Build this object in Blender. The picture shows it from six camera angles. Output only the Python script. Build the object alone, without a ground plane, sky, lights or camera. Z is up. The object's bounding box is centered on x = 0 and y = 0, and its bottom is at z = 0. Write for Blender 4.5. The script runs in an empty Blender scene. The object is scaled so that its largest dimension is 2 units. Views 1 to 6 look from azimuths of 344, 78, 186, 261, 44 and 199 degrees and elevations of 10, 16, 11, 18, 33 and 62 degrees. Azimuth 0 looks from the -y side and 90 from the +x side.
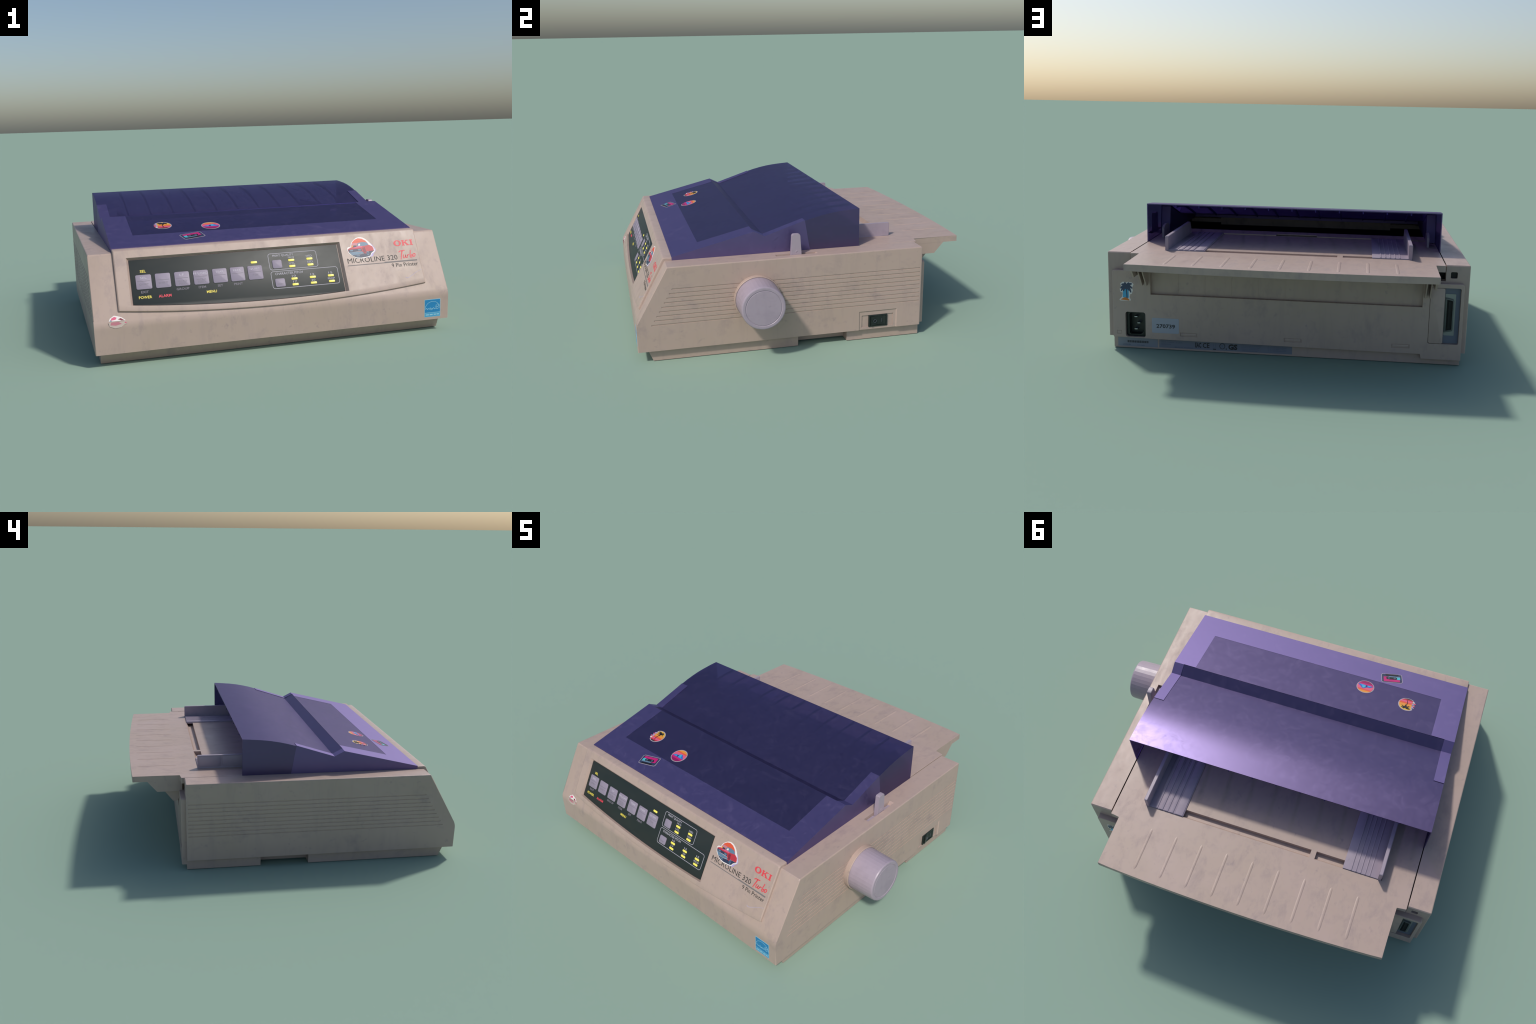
# Dot-matrix printer: beige case, tinted hinged cover, control panel, rear paper tray.
import bpy, bmesh, math
from mathutils import Vector, Matrix

# ------------------------------------------------------------------ helpers
COL = bpy.context.scene.collection
def V(*a): return Vector(a)

def lin(h):
    h = h.lstrip('#')
    out = []
    for i in (0, 2, 4):
        c = int(h[i:i+2], 16) / 255
        out.append(c / 12.92 if c <= .04045 else ((c + .055) / 1.055) ** 2.4)
    return (*out, 1)

def link_new(name, mesh, parent=None):
    o = bpy.data.objects.new(name, mesh)
    COL.objects.link(o)
    if parent: o.parent = parent
    return o

def finish(name, bm, mats, parent=None, angle=35, normals=True):
    if normals: bmesh.ops.recalc_face_normals(bm, faces=bm.faces)
    me = bpy.data.meshes.new(name)
    bm.to_mesh(me); bm.free()
    for m in (mats if isinstance(mats, (list, tuple)) else [mats]): me.materials.append(m)
    smooth(me, angle)
    return link_new(name, me, parent)

def smooth(me, angle=35):
    for p in me.polygons: p.use_smooth = True
    me.set_sharp_from_angle(angle=math.radians(angle))

def box(bm, x0, x1, y0, y1, z0, z1, bev=0, seg=2, mat=0):
    r = bmesh.ops.create_cube(bm, size=1)
    vs = r['verts']
    for v in vs:
        v.co = ((x0+x1)/2 + v.co.x*(x1-x0), (y0+y1)/2 + v.co.y*(y1-y0), (z0+z1)/2 + v.co.z*(z1-z0))
    fs = list({f for v in vs for f in v.link_faces})
    for f in fs: f.material_index = mat
    if bev:
        es = list({e for v in vs for e in v.link_edges})
        bmesh.ops.bevel(bm, geom=es, offset=bev, segments=seg, affect='EDGES', profile=.5)
    return vs

def frame(o, u, v):
    """local (a,b,c) -> world o + a u + b v + c (u x v)"""
    o, u, v = Vector(o), Vector(u).normalized(), Vector(v).normalized()
    n = u.cross(v)
    return lambda a, b, c=0.: o + u*a + v*b + n*c

def slab(bm, F, pts, c0, c1, bev=0, mat=0, pts_top=None):
    """polygon pts in a frame's plane given thickness c0..c1; pts_top lets the sides taper"""
    bot = [bm.verts.new(F(a, b, c0)) for a, b in pts]
    top = [bm.verts.new(F(a, b, c1)) for a, b in (pts_top or pts)]
    n = len(pts)
    fs = [bm.faces.new(top), bm.faces.new(bot[::-1])]
    for i in range(n):
        j = (i+1) % n
        fs.append(bm.faces.new((bot[i], bot[j], top[j], top[i])))
    for f in fs: f.material_index = mat
    if bev:
        es = [e for e in fs[0].edges]
        bmesh.ops.bevel(bm, geom=es, offset=bev, segments=2, affect='EDGES', profile=.5)
    return fs

def rrect(a0, a1, b0, b1, r, n=4):
    pts = []
    for cx, cy, s in ((a1-r, b1-r, 0), (a0+r, b1-r, 90), (a0+r, b0+r, 180), (a1-r, b0+r, 270)):
        for i in range(n+1):
            t = math.radians(s + 90*i/n)
            pts.append((cx + r*math.cos(t), cy + r*math.sin(t)))
    return pts

def ring_pts(cx, cy, r, n=28, r2=None, a0=0, a1=360):
    m = n if a1-a0 == 360 else n+1
    return [(cx + r*math.cos(math.radians(a0+(a1-a0)*i/n)), cy + (r2 or r)*math.sin(math.radians(a0+(a1-a0)*i/n))) for i in range(m)]

YZ = lambda x: frame((x, 0, 0), (0, 1, 0), (0, 0, 1))       # normal +x
def prism_x(bm, pts, x0, x1, bev=0, mat=0): return slab(bm, YZ(0), pts, x0, x1, bev, mat)

def boolean(obj, bm_cut, op='DIFFERENCE'):
    bmesh.ops.recalc_face_normals(bm_cut, faces=bm_cut.faces)
    me = bpy.data.meshes.new('cutter'); bm_cut.to_mesh(me); bm_cut.free()
    c = link_new('cutter', me)
    m = obj.modifiers.new('b', 'BOOLEAN'); m.operation = op; m.object = c; m.solver = 'EXACT'; m.use_self = True
    dg = bpy.context.evaluated_depsgraph_get()
    new = bpy.data.meshes.new_from_object(obj.evaluated_get(dg))
    obj.modifiers.clear()
    old = obj.data; obj.data = new; new.name = old.name
    bpy.data.meshes.remove(old)
    bpy.data.objects.remove(c); bpy.data.meshes.remove(me)

def ribbon(bm, F, pts, w, c0, c1, mat=0, closed=False):
    """stroke of width w (number or function of 0..1) along pts"""
    n = len(pts)
    L, R = [], []
    for i, p in enumerate(pts):
        a = pts[(i-1) % n] if (closed or i) else p
        b = pts[(i+1) % n] if (closed or i < n-1) else p
        d = Vector((b[0]-a[0], b[1]-a[1])).normalized()
        h = (w(i/(n-1)) if callable(w) else w)/2
        L.append((p[0]-d.y*h, p[1]+d.x*h)); R.append((p[0]+d.y*h, p[1]-d.x*h))
    def ring(S, c): return [bm.verts.new(F(a, b, c)) for a, b in S]
    lt, rt, lb, rb = ring(L, c1), ring(R, c1), ring(L, c0), ring(R, c0)
    m = n if closed else n-1
    for i in range(m):
        j = (i+1) % n
        for q in ((lt[i], rt[i], rt[j], lt[j]), (lb[j], rb[j], rb[i], lb[i]), (lt[j], lb[j], lb[i], lt[i]), (rt[i], rb[i], rb[j], rt[j])):
            bm.faces.new(q).material_index = mat
    if not closed:
        for k in (0, n-1): bm.faces.new((lt[k], lb[k], rb[k], rt[k])).material_index = mat

def spline(pts, n=6):
    """Catmull-Rom through pts"""
    out = []
    P = [pts[0]] + list(pts) + [pts[-1]]
    for i in range(1, len(P)-2):
        for k in range(n):
            t = k/n
            out.append(tuple(.5*((2*P[i][d]) + (P[i+1][d]-P[i-1][d])*t + (2*P[i-1][d]-5*P[i][d]+4*P[i+1][d]-P[i+2][d])*t*t
                             + (3*P[i][d]-P[i-1][d]-3*P[i+1][d]+P[i+2][d])*t**3) for d in (0, 1)))
    return out + [tuple(pts[-1])]

def text(bm, F, body, a0, a1, b0, b1, c0, c1, mat=0, shear=0., bold=0.):
    """built-in font lettering fitted into the rectangle a0..a1, b0..b1 of a frame"""
    cu = bpy.data.curves.new('t', 'FONT'); cu.body = body; cu.extrude = .5; cu.resolution_u = 2; cu.shear = shear; cu.offset = bold
    o = link_new('t', cu)
    me = bpy.data.meshes.new_from_object(o.evaluated_get(bpy.context.evaluated_depsgraph_get()))
    bpy.data.objects.remove(o); bpy.data.curves.remove(cu)
    xs = [v.co.x for v in me.vertices]; ys = [v.co.y for v in me.vertices]
    x0, x1, y0, y1 = min(xs), max(xs), min(ys), max(ys)
    vs = [bm.verts.new(F(a0+(v.co.x-x0)/(x1-x0)*(a1-a0), b0+(v.co.y-y0)/(y1-y0)*(b1-b0), c0+(v.co.z+.5)*(c1-c0))) for v in me.vertices]
    for p in me.polygons:
        try: bm.faces.new([vs[i] for i in p.vertices]).material_index = mat
        except ValueError: pass
    bpy.data.meshes.remove(me)

# ---------------------------------------------------------------- materials
def mat(name, color, rough=.5, spec=.5, metal=0., coat=0.):
    m = bpy.data.materials.new(name); m.use_nodes = True
    b = m.node_tree.nodes['Principled BSDF']
    b.inputs['Base Color'].default_value = lin(color) if isinstance(color, str) else (*color, 1)
    b.inputs['Roughness'].default_value = rough
    b.inputs['Specular IOR Level'].default_value = spec
    b.inputs['Metallic'].default_value = metal
    b.inputs['Coat Weight'].default_value = coat
    return m

class N:
    """small node-graph builder"""
    def __init__(s, m): s.t = m.node_tree; s.b = s.t.nodes['Principled BSDF']
    def add(s, kind, **kw):
        n = s.t.nodes.new(kind)
        for k, v in kw.items():
            if k.startswith('i_'): n.inputs[k[2:].replace('_', ' ')].default_value = v
            else: setattr(n, k, v)
        return n
    def link(s, a, b): s.t.links.new(a, b)
    def coords(s, scale=(1, 1, 1), rot=(0, 0, 0)):
        tc = s.add('ShaderNodeTexCoord'); mp = s.add('ShaderNodeMapping')
        mp.inputs['Scale'].default_value = scale; mp.inputs['Rotation'].default_value = rot
        s.link(tc.outputs['Object'], mp.inputs['Vector']); return mp.outputs[0]
    def noise(s, vec, scale, detail=4, rough=.55, dist=0.):
        n = s.add('ShaderNodeTexNoise', i_Scale=scale, i_Detail=detail, i_Roughness=rough, i_Distortion=dist)
        s.link(vec, n.inputs['Vector']); return n.outputs['Fac']
    def ramp(s, fac, stops):
        r = s.add('ShaderNodeValToRGB'); e = r.color_ramp.elements
        while len(e) < len(stops): e.new(.5)
        for k, (p, c) in enumerate(stops):
            e[k].position = p; e[k].color = c if len(c) == 4 else (*c, 1)
        s.link(fac, r.inputs['Fac']); return r.outputs['Color']
    def mix(s, fac, a, b, blend='MIX'):
        m = s.add('ShaderNodeMix', data_type='RGBA', blend_type=blend)
        for sock, val in ((m.inputs[0], fac), (m.inputs[6], a), (m.inputs[7], b)):
            if hasattr(val, 'links'): s.link(val, sock)
            else: sock.default_value = val
        return m.outputs[2]
    def color(s, c): s.link(c, s.b.inputs['Base Color'])
    def bump(s, h, strength=.1, dist=.002):
        b = s.add('ShaderNodeBump', i_Strength=strength, i_Distance=dist)
        s.link(h, b.inputs['Height']); s.link(b.outputs[0], s.b.inputs['Normal'])
    def rough(s, c): s.link(c, s.b.inputs['Roughness'])

W = (1, 1, 1, 1); K = (0, 0, 0, 1)
def aged_plastic(name, base, stain, warm, rough=.5, amount=1., spec=.4):
    """moulded plastic: cloudy yellowing, smudges stretched downward, small dark scuffs"""
    m = mat(name, base, rough, spec); g = N(m)
    v = g.coords()
    cloud = g.noise(v, 3.2, 5, .6, .4)
    c = g.mix(g.ramp(cloud, [(.35, K), (.68, W)]), lin(base), lin(warm))
    streak = g.noise(g.coords((9, 9, 1.6)), 2.2, 5, .65, .3)
    c = g.mix(g.ramp(streak, [(.50, K), (.80, (.32*amount,)*3)]), c, lin(stain))
    smudge = g.noise(g.coords((1.5, .75, 1)), 9, 7, .68, .25)
    c = g.mix(g.ramp(smudge, [(.53, K), (.76, (.62*amount,)*3)]), c, lin(stain))
    scuff = g.noise(g.coords((1, .7, 1), (.3, .2, .7)), 30, 4, .6, .2)
    c = g.mix(g.ramp(scuff, [(.63, K), (.75, (.55*amount,)*3)]), c, lin(stain))
    g.color(c)
    g.rough(g.ramp(smudge, [(.3, (rough-.06,)*3), (.75, (min(1, rough+.16),)*3)]))
    g.bump(g.noise(v, 260, 2, .5), .06, .0006)
    return m

BEIGE = aged_plastic('beige_plastic', '#b49e94', '#84767b', '#b09b8e', .42, .7, .5)
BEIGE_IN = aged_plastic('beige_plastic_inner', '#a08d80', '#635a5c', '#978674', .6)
GREY = aged_plastic('grey_lavender_plastic', '#a698a5', '#7e7483', '#a295a1', .36, .6, .5)
BUTTON = aged_plastic('button_plastic', '#93899a', '#80778a', '#908696', .5, .4)
BLACK = mat('black_plastic', '#1c2422', .42)
BLACK_DEEP = mat('black_socket', '#090b0b', .6)
METAL = mat('nickel_pin', '#b9bcc0', .3, .5, 1.)
STEEL = mat('connector_steel', '#8f9490', .45, .5, .4)
PORT = mat('port_plate_blue_grey', '#636a7a', .5)
INK = mat('ink_black', '#33312f', .6)
INK_SOFT = mat('ink_grey', '#76706f', .6)
INK_PALE = mat('ink_pale', '#aaa6b0', .6)
INK_BTN_DARK = mat('ink_button_dark', '#7b7580', .6)
INK_BTN_PALE = mat('ink_button_pale', '#bdb6c3', .6)
RED = mat('ink_red', '#d9464f', .5)
ALARM = mat('ink_alarm_red', '#f0485a', .5)
YELLOW = mat('ink_yellow', '#f4df5a', .5)
AMBER = mat('indicator_yellow', '#ffef6a', .35)
WELL = mat('well_painted_shade', '#2b2624', .7)
LABEL = mat('label_silver_blue', '#7b7d88', .5)
LABEL_W = mat('label_white', '#a2a4b0', .5)

PANEL = mat('panel_black', '#1f2625', .5, .5)
g = N(PANEL); sm = g.noise(g.coords((3, 3, 9)), 2.5, 4)
g.color(g.mix(g.ramp(sm, [(.45, K), (.75, (.5,)*3)]), lin('#1d2524'), lin('#2c2f2c')))
g.rough(g.ramp(sm, [(.3, (.46,)*3), (.7, (.52,)*3)]))

def tinted(name, base, dark, clear, rough, ior=2.0, tint='#5f57a0', spec='#c9b8ff'):
    """violet tinted plastic with a strong satin sheen; 'clear' is how much of the inside shows through"""
    m = mat(name, base, rough, .5); g = N(m)
    g.b.inputs['IOR'].default_value = ior; g.b.inputs['Specular Tint'].default_value = lin(spec)
    v = g.coords()
    cl = g.noise(v, 4.5, 5, .6, .5); fine = g.noise(v, 16, 6, .7, 1.2)
    c = g.mix(g.ramp(cl, [(.35, K), (.7, W)]), lin(base), lin(dark))
    c = g.mix(g.ramp(fine, [(.55, K), (.75, (.35,)*3)]), c, lin('#565068'))
    g.color(c)
    g.rough(g.ramp(fine, [(.45, (rough,)*3), (.76, (rough+.09,)*3)]))
    if clear:
        tr = g.add('ShaderNodeBsdfTransparent'); tr.inputs[0].default_value = lin(tint)
        mx = g.add('ShaderNodeMixShader'); mx.inputs[0].default_value = clear
        out = g.t.nodes['Material Output']
        g.link(g.b.outputs[0], mx.inputs[1]); g.link(tr.outputs[0], mx.inputs[2]); g.link(mx.outputs[0], out.inputs['Surface'])
    return m
FRAME = tinted('violet_plastic', '#272642', '#25243f', 0, .5, 3.1, spec='#cbb6ff')
PANE = tinted('violet_tinted_pane', '#2f2d46', '#2a283e', .40, .35, 3.3, '#a298cc', '#cbb8fa')
PANE_BACK = tinted('violet_tinted_pane_back', '#29273f', '#252338', .49, .4, 1.45, '#a298cc', '#cabbf2')
PANE_IN = tinted('violet_dark_inner', '#2c2866', '#2a2660', 0, .5, 1.45)

# ---------------------------------------------------------------- the thing
root = bpy.data.objects.new('dot_matrix_printer', None)
COL.objects.link(root)
root['label'] = 'worn beige dot matrix printer with violet tinted cover and stickers'
root['category'] = 'printer'

XL, XR = -1.0, .8282           # case sides
SL, SR = -.883, .709           # inner edges of the side strips
TOP, SKIRT = .509, .0625

# ---------------------------------------------------------------- base tub
bm = bmesh.new()
prism_x(bm, [(-.849, 0), (.622, 0), (.622, .07), (-.874, .07), (-.874, .058)], -.974, .803)
base = finish('base', bm, BEIGE, root)
bm = bmesh.new()
for x0, x1 in ((.745, .9), (-1.1, -.915)):
    box(bm, x0, x1, -.07, .206, -.1, .2)
boolean(base, bm)
bm = bmesh.new()
box(bm, -1.1, 1.1, -.0695, .2055, -.1, .006)
boolean(base, bm)
smooth(base.data)

# ---------------------------------------------------------------- case
bm = bmesh.new()
crease = []
for i in range(7):                      # soft crease between skirt and sloping front
    t = i/6
    a, b, c = Vector((-.927, .176)), Vector((-.9285, .2005)), Vector((-.9165, .2225))
    p = a*(1-t)**2 + b*2*t*(1-t) + c*t*t
    crease.append((p.x, p.y))
prof = [(-.927, SKIRT)] + crease + [(-.7615, .503), (-.755, TOP), (.618, TOP), (.6225, .5045), (.6225, SKIRT)]
prism_x(bm, prof, XL, XR)
es = [e for e in bm.edges if abs(e.verts[0].co.x - e.verts[1].co.x) < 1e-5 and min(e.verts[0].co.z, e.verts[1].co.z) > SKIRT - 1e-4 and not (e.verts[0].co.z < SKIRT+1e-4 and e.verts[1].co.z < SKIRT+1e-4)]
bmesh.ops.bevel(bm, geom=es, offset=.005, segments=2, affect='EDGES', profile=.5)
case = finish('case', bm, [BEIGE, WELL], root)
bm = bmesh.new()
prism_x(bm, [(-.738, .7), (-.738, .492), (-.885, .220), (-.885, .09), (.575, .09), (.575, .7)], SL, SR+.0005)
boolean(case, bm)
bm = bmesh.new()
box(bm, SL, SR+.0005, .50, .8, .428, .7)
boolean(case, bm)
# ventilation grooves on both sides
bm = bmesh.new()
for k in range(9):
    z = .391 - .0234*k
    y0 = -.738 - (.391-z)*.60
    for xs_, sg in ((XR, 1), (XL, -1)):        # shallow V-shaped grooves
        slab(bm, frame((0, 0, z), (1, 0, 0), (0, 0, 1)), [(xs_-sg*.0021, .0002), (xs_-sg*.0021, -.0022), (xs_+sg*.004, -.0026), (xs_+sg*.004, .0120)], -.612, -y0)
boolean(case, bm)
# lever slot, switch pocket, small latch hole
bm = bmesh.new()
slab(bm, frame((.757, 0, 0), (0, 1, 0), (0, 0, 1)), [(-.181, .60), (-.181, .480), (.015, .480), (.045, .5085), (.045, .60)], 0, .0285)
boolean(case, bm)
bm = bmesh.new()
Fs = frame((XR, 0, 0), (0, 1, 0), (0, 0, 1))
slab(bm, Fs, [(.272, .062), (.480, .062), (.480, .165), (.272, .165)], -.004, .001, pts_top=[(.266, .05), (.486, .05), (.486, .171), (.266, .171)])
boolean(case, bm)
bm = bmesh.new()
box(bm, XR-.008, XR+.01, .284, .465, .0755, .1445)
boolean(case, bm)
bm = bmesh.new()
slab(bm, frame((0, .6215, 0), (-1, 0, 0), (0, 0, 1)), rrect(.906, .939, .443, .4755, .006), -.03, .01)
boolean(case, bm)
smooth(case.data, 18)
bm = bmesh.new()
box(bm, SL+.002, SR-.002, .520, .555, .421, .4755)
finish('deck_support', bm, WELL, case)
bm = bmesh.new()
box(bm, -.945, -.90, .590, .6085, .435, .48)
finish('latch_hole_plate', bm, BLACK_DEEP, case)
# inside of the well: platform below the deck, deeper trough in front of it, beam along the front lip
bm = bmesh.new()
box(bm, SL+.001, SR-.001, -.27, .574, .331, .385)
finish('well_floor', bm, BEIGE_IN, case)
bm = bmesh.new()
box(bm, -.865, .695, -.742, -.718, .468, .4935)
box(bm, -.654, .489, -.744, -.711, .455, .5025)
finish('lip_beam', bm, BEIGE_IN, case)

# ---------------------------------------------------------------- front panel
P0 = Vector((0, -.7668, .5250)); DN = Vector((0, -.4735, -.8808)); UP = -DN
FP = frame(P0, (1, 0, 0), UP)                 # (x, -s, c)
PX0, PX1, PXC = -.882, .708, -.087
def bottom(x): return .344 - .044*((x-PXC)/.795)**2
bm = bmesh.new()
xs = [PX0, PX0+.0015, PX0+.006] + [PX0+.006 + (PX1-PX0-.012)*i/24 for i in range(1, 24)] + [PX1-.006, PX1-.0015, PX1]
rings = []
for i, x in enumerate(xs):
    e = {0: .006, 1: .002, len(xs)-2: .002, len(xs)-1: .006}.get(i, 0)
    S = bottom(x)
    P = [V(x, -.712, .506), V(x, -.712, .5225-e*.6), V(x, -.7585, .5245-e*.6)]
    P += [FP(x, -.0015, -.0025-e), FP(x, -.007, -e), FP(x, -.03, -e), FP(x, -(S-.03), -e), FP(x, -(S-.006), -e), FP(x, -(S-.0012), -.0018-e), FP(x, -S, -.007), FP(x, -S, -.026), FP(x, -.028, -.026)]
    rings.append([bm.verts.new(p) for p in P])
n = len(rings[0])
for a, b in zip(rings, rings[1:]):
    for k in range(n):
        bm.faces.new((a[k], a[(k+1) % n], b[(k+1) % n], b[k]))
bm.faces.new(rings[0][::-1]); bm.faces.new(rings[-1])
panel = finish('control_fascia', bm, BEIGE, root)
def win(x0, x1, top, dz, m=24):
    pts = [(x0, -top), (x1, -top)]
    pts += [(x1 + (x0-x1)*i/m, -(bottom(x1 + (x0-x1)*i/m) - dz)) for i in range(m+1)]
    return pts
bm = bmesh.new()
slab(bm, FP, win(-.812, .262, .050, .0315), -.0155, .0003, pts_top=win(-.8215, .2745, .0435, .0275))
boolean(panel, bm)
smooth(panel.data, 22)

bm = bmesh.new()
slab(bm, FP, win(-.83, .285, .035, .020), -.021, .02)
boolean(case, bm)
bm = bmesh.new()
box(bm, .6255, .7335, .578, .66, .066, .206)      # room for the mains inlet
boolean(case, bm)
for p in case.data.polygons:                    # interior darkness painted onto the well faces in dark brown
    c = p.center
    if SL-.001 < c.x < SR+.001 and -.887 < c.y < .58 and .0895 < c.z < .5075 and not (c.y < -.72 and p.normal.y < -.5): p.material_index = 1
smooth(case.data, 18)
bm = bmesh.new()
slab(bm, FP, win(-.809, .259, .0525, .0335), -.0154, -.0108, bev=.0014)
control = finish('control_panel', bm, PANEL, panel)
CZ = -.0108                                     # surface of the control panel
def fix(x, s): return x + .0043 + .0037*x, s - .0033

BX = [(-.788, -.713), (-.695, -.622), (-.602, -.530), (-.510, -.436), (-.415, -.343), (-.326, -.255), (-.237, -.162)]
def button(x0, x1, s0, s1, top='', low='', bar=True):
    (x0, s0), (x1, s1) = fix(x0, s0), fix(x1, s1)
    bm = bmesh.new()
    slab(bm, FP, rrect(x0, x1, -s1, -s0, .007), CZ-.001, CZ+.0028, bev=.0012)
    b = finish('push_button', bm, BUTTON, panel)
    bm = bmesh.new(); w = x1-x0; cx = (x0+x1)/2; hs = s1-s0; c0, c1 = CZ+.0026, CZ+.0031
    if bar: slab(bm, FP, [(x0+.007, -(s0+hs*.46)), (x1-.007, -(s0+hs*.46)), (x1-.007, -(s0+hs*.43)), (x0+.007, -(s0+hs*.43))], c0, c1, mat=1)
    if top: text(bm, FP, top, cx-w*.075*len(top)*.95, cx+w*.075*len(top)*.95, -(s0+hs*.30), -(s0+hs*.15), c0, c1, 0)
    for r, t in enumerate(low.split('|') if low else []):
        hw = min(.42*w, w*.062*len(t))
        text(bm, FP, t, cx-hw, cx+hw, -(s0+hs*(.73+.17*r)), -(s0+hs*(.60+.17*r)), c0, c1, 1)
    if len(bm.verts): finish('button_lettering', bm, [INK_BTN_PALE, INK_BTN_DARK], panel)
    else: bm.free()
names = [('SEL', 'QUIET'), ('', 'SHIFT'), ('LF', 'MICRO|FEED'), ('FF/LOAD', 'MICRO|FEED'), ('TEAR', ''), ('PARK', ''), ('QUIET', 'TOF')]
for (x0, x1), (a, b) in zip(BX, names): button(x0, x1, .134, .206, a, b)
button(-.105, -.056, .114, .158, '', '', False)
button(-.106, -.055, .212, .255, '', 'RESET', False)

bm = bmesh.new()
def ptext(t, x, s, w, h, m):
    x, s = fix(x, s); text(bm, FP, t, x-w/2, x+w/2, -s-h/2, -s+h/2, CZ-.0004, CZ+.0004, m, bold=.012)
for t, x, w in (('EXIT', -.750, .036), ('GROUP', -.568, .062), ('ITEM', -.473, .036), ('SET', -.384, .026), ('PRINT', -.293, .044)): ptext(t, x, .2195, w, .0115, 0)
ptext('POWER', -.7505, .2455, .062, .0135, 1); ptext('MENU', -.430, .246, .050, .0135, 1); ptext('SEL', -.749, .116, .028, .0135, 1)
ptext('ALARM', -.6575, .246, .061, .0135, 2)
ptext('PRINT QUALITY', -.043, .0915, .112, .0125, 3); ptext('CHARACTER PITCH', -.027, .1865, .146, .0125, 3)
for t, x, s in (('NLQ', -.002, .105), ('UTL', -.002, .1365), ('HSD', .094, .105), ('SSD', .094, .1365), ('10', -.004, .2035), ('17', -.003, .2335), ('12', .094, .2035), ('20', .094, .2335), ('15', .191, .2035), ('PROP', .191, .2335)):
    ptext(t, x, s, .0105*len(t) if len(t) < 4 else .038, .0105, 3)
finish('lettering', bm, [INK_BTN_DARK, YELLOW, ALARM, INK_PALE], panel)
bm = bmesh.new()
def outline(x0, x1, s0, s1):
    (x0, s0), (x1, s1) = fix(x0, s0), fix(x1, s1)
    ribbon(bm, FP, rrect(x0, x1, -s1, -s0, .012, 6), .0026, CZ-.0004, CZ+.0004, closed=True)
outline(-.121, .134, .079, .1645); outline(-.121, .2325, .174, .262)
finish('printed_frame', bm, INK_PALE, panel)
lamps = [(-.198, .116), (-.003, .120), (-.003, .152), (.094, .120), (.094, .1515), (-.0035, .218), (-.003, .248), (.094, .218), (.094, .248), (.191, .218), (.191, .248)]
bm = bmesh.new()
slab(bm, FP, rrect(-.0163, .0163, -.0058, .0058, .004, 3), 0, .0014, bev=.0006)
bmesh.ops.recalc_face_normals(bm, faces=bm.faces)
me = bpy.data.meshes.new('indicator_light'); bm.to_mesh(me); bm.free(); me.materials.append(AMBER); smooth(me)
for x, s in lamps:
    x, s = fix(x, s); o = link_new('indicator_light', me, panel); o.location = FP(x, -s, CZ-.0004) - P0

# maker's lettering on the right of the panel
bm = bmesh.new(); c0, c1 = -.0003, .0005
def letter_O(cx, cy, w, h, thick, thin, m):
    n = 28
    o = ring_pts(cx, cy, w/2, n, h/2); i = ring_pts(cx, cy, w/2-thick, n, h/2-thin)
    for k in range(n):
        j = (k+1) % n
        slab(bm, FP, [o[k], o[j], i[j], i[k]], c0, c1, mat=m)
def bar(a0, a1, b0, b1, m): slab(bm, FP, [(a0, b0), (a1, b0), (a1, b1), (a0, b1)], c0, c1, mat=m)
yb, yt = -.0905, -.060
letter_O(.5955, -.0752, .043, .0325, .0115, .0045, 0)
def serif_stem(a, w, s):                       # vertical stem with slab serifs
    bar(a-s, a+w+s, yb, yb+.0035, 0); bar(a-s, a+w+s, yt-.0035, yt, 0); bar(a, a+w, yb+.0035, yt-.0035, 0)
serif_stem(.6235, .010, .0035)
slab(bm, FP, [(.6335, -.0785), (.6335, -.0725), (.6475, yt-.0035), (.6545, yt-.0035)], c0, c1)
slab(bm, FP, [(.6375, -.0765), (.6440, -.0700), (.6595, yb+.0035), (.6485, yb+.0035)], c0, c1)
bar(.6435, .6605, yt-.0035, yt, 0); bar(.6455, .6640, yb, yb+.0035, 0)
serif_stem(.6705, .010, .0040)
# script word, brush strokes
def stroke(pts, w): ribbon(bm, FP, spline(pts, 5), w, c0, c1, 0)
stroke([(.5925, -.1255), (.600, -.1195), (.614, -.1185), (.628, -.1165)], .0055)
stroke([(.6125, -.119), (.607, -.136), (.601, -.152), (.5965, -.1665)], lambda t: .0075-.004*t)
stroke([(.618, -.140), (.6145, -.149), (.6135, -.157), (.619, -.158), (.6255, -.150), (.629, -.142)], .0046)
stroke([(.629, -.142), (.626, -.152), (.628, -.158), (.632, -.155)], .0044)
stroke([(.6395, -.142), (.636, -.151), (.634, -.159)], .0048)
stroke([(.637, -.149), (.643, -.143), (.6485, -.1435)], .0042)
stroke([(.661, -.118), (.6575, -.132), (.6535, -.147), (.653, -.156), (.659, -.158), (.6655, -.151), (.664, -.1445), (.657, -.149)], .0048)
stroke([(.6795, -.1385), (.672, -.142), (.6695, -.151), (.674, -.1555), (.681, -.150), (.6835, -.142), (.6795, -.1385)], .0048)
text(bm, FP, 'MICROLINE 320', .2975, .5785, -.1645, -.1375, c0, c1, 1, bold=.0)
text(bm, FP, '9 Pin Printer', .537, .6865, -.205, -.184, c0, c1, 1, bold=.004)
bar(.2955, .6875, -.1785, -.1745, 2); bar(.5, .6875, -.1745, -.1715, 2)
finish('maker_lettering', bm, [RED, INK, INK_SOFT], panel)
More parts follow.
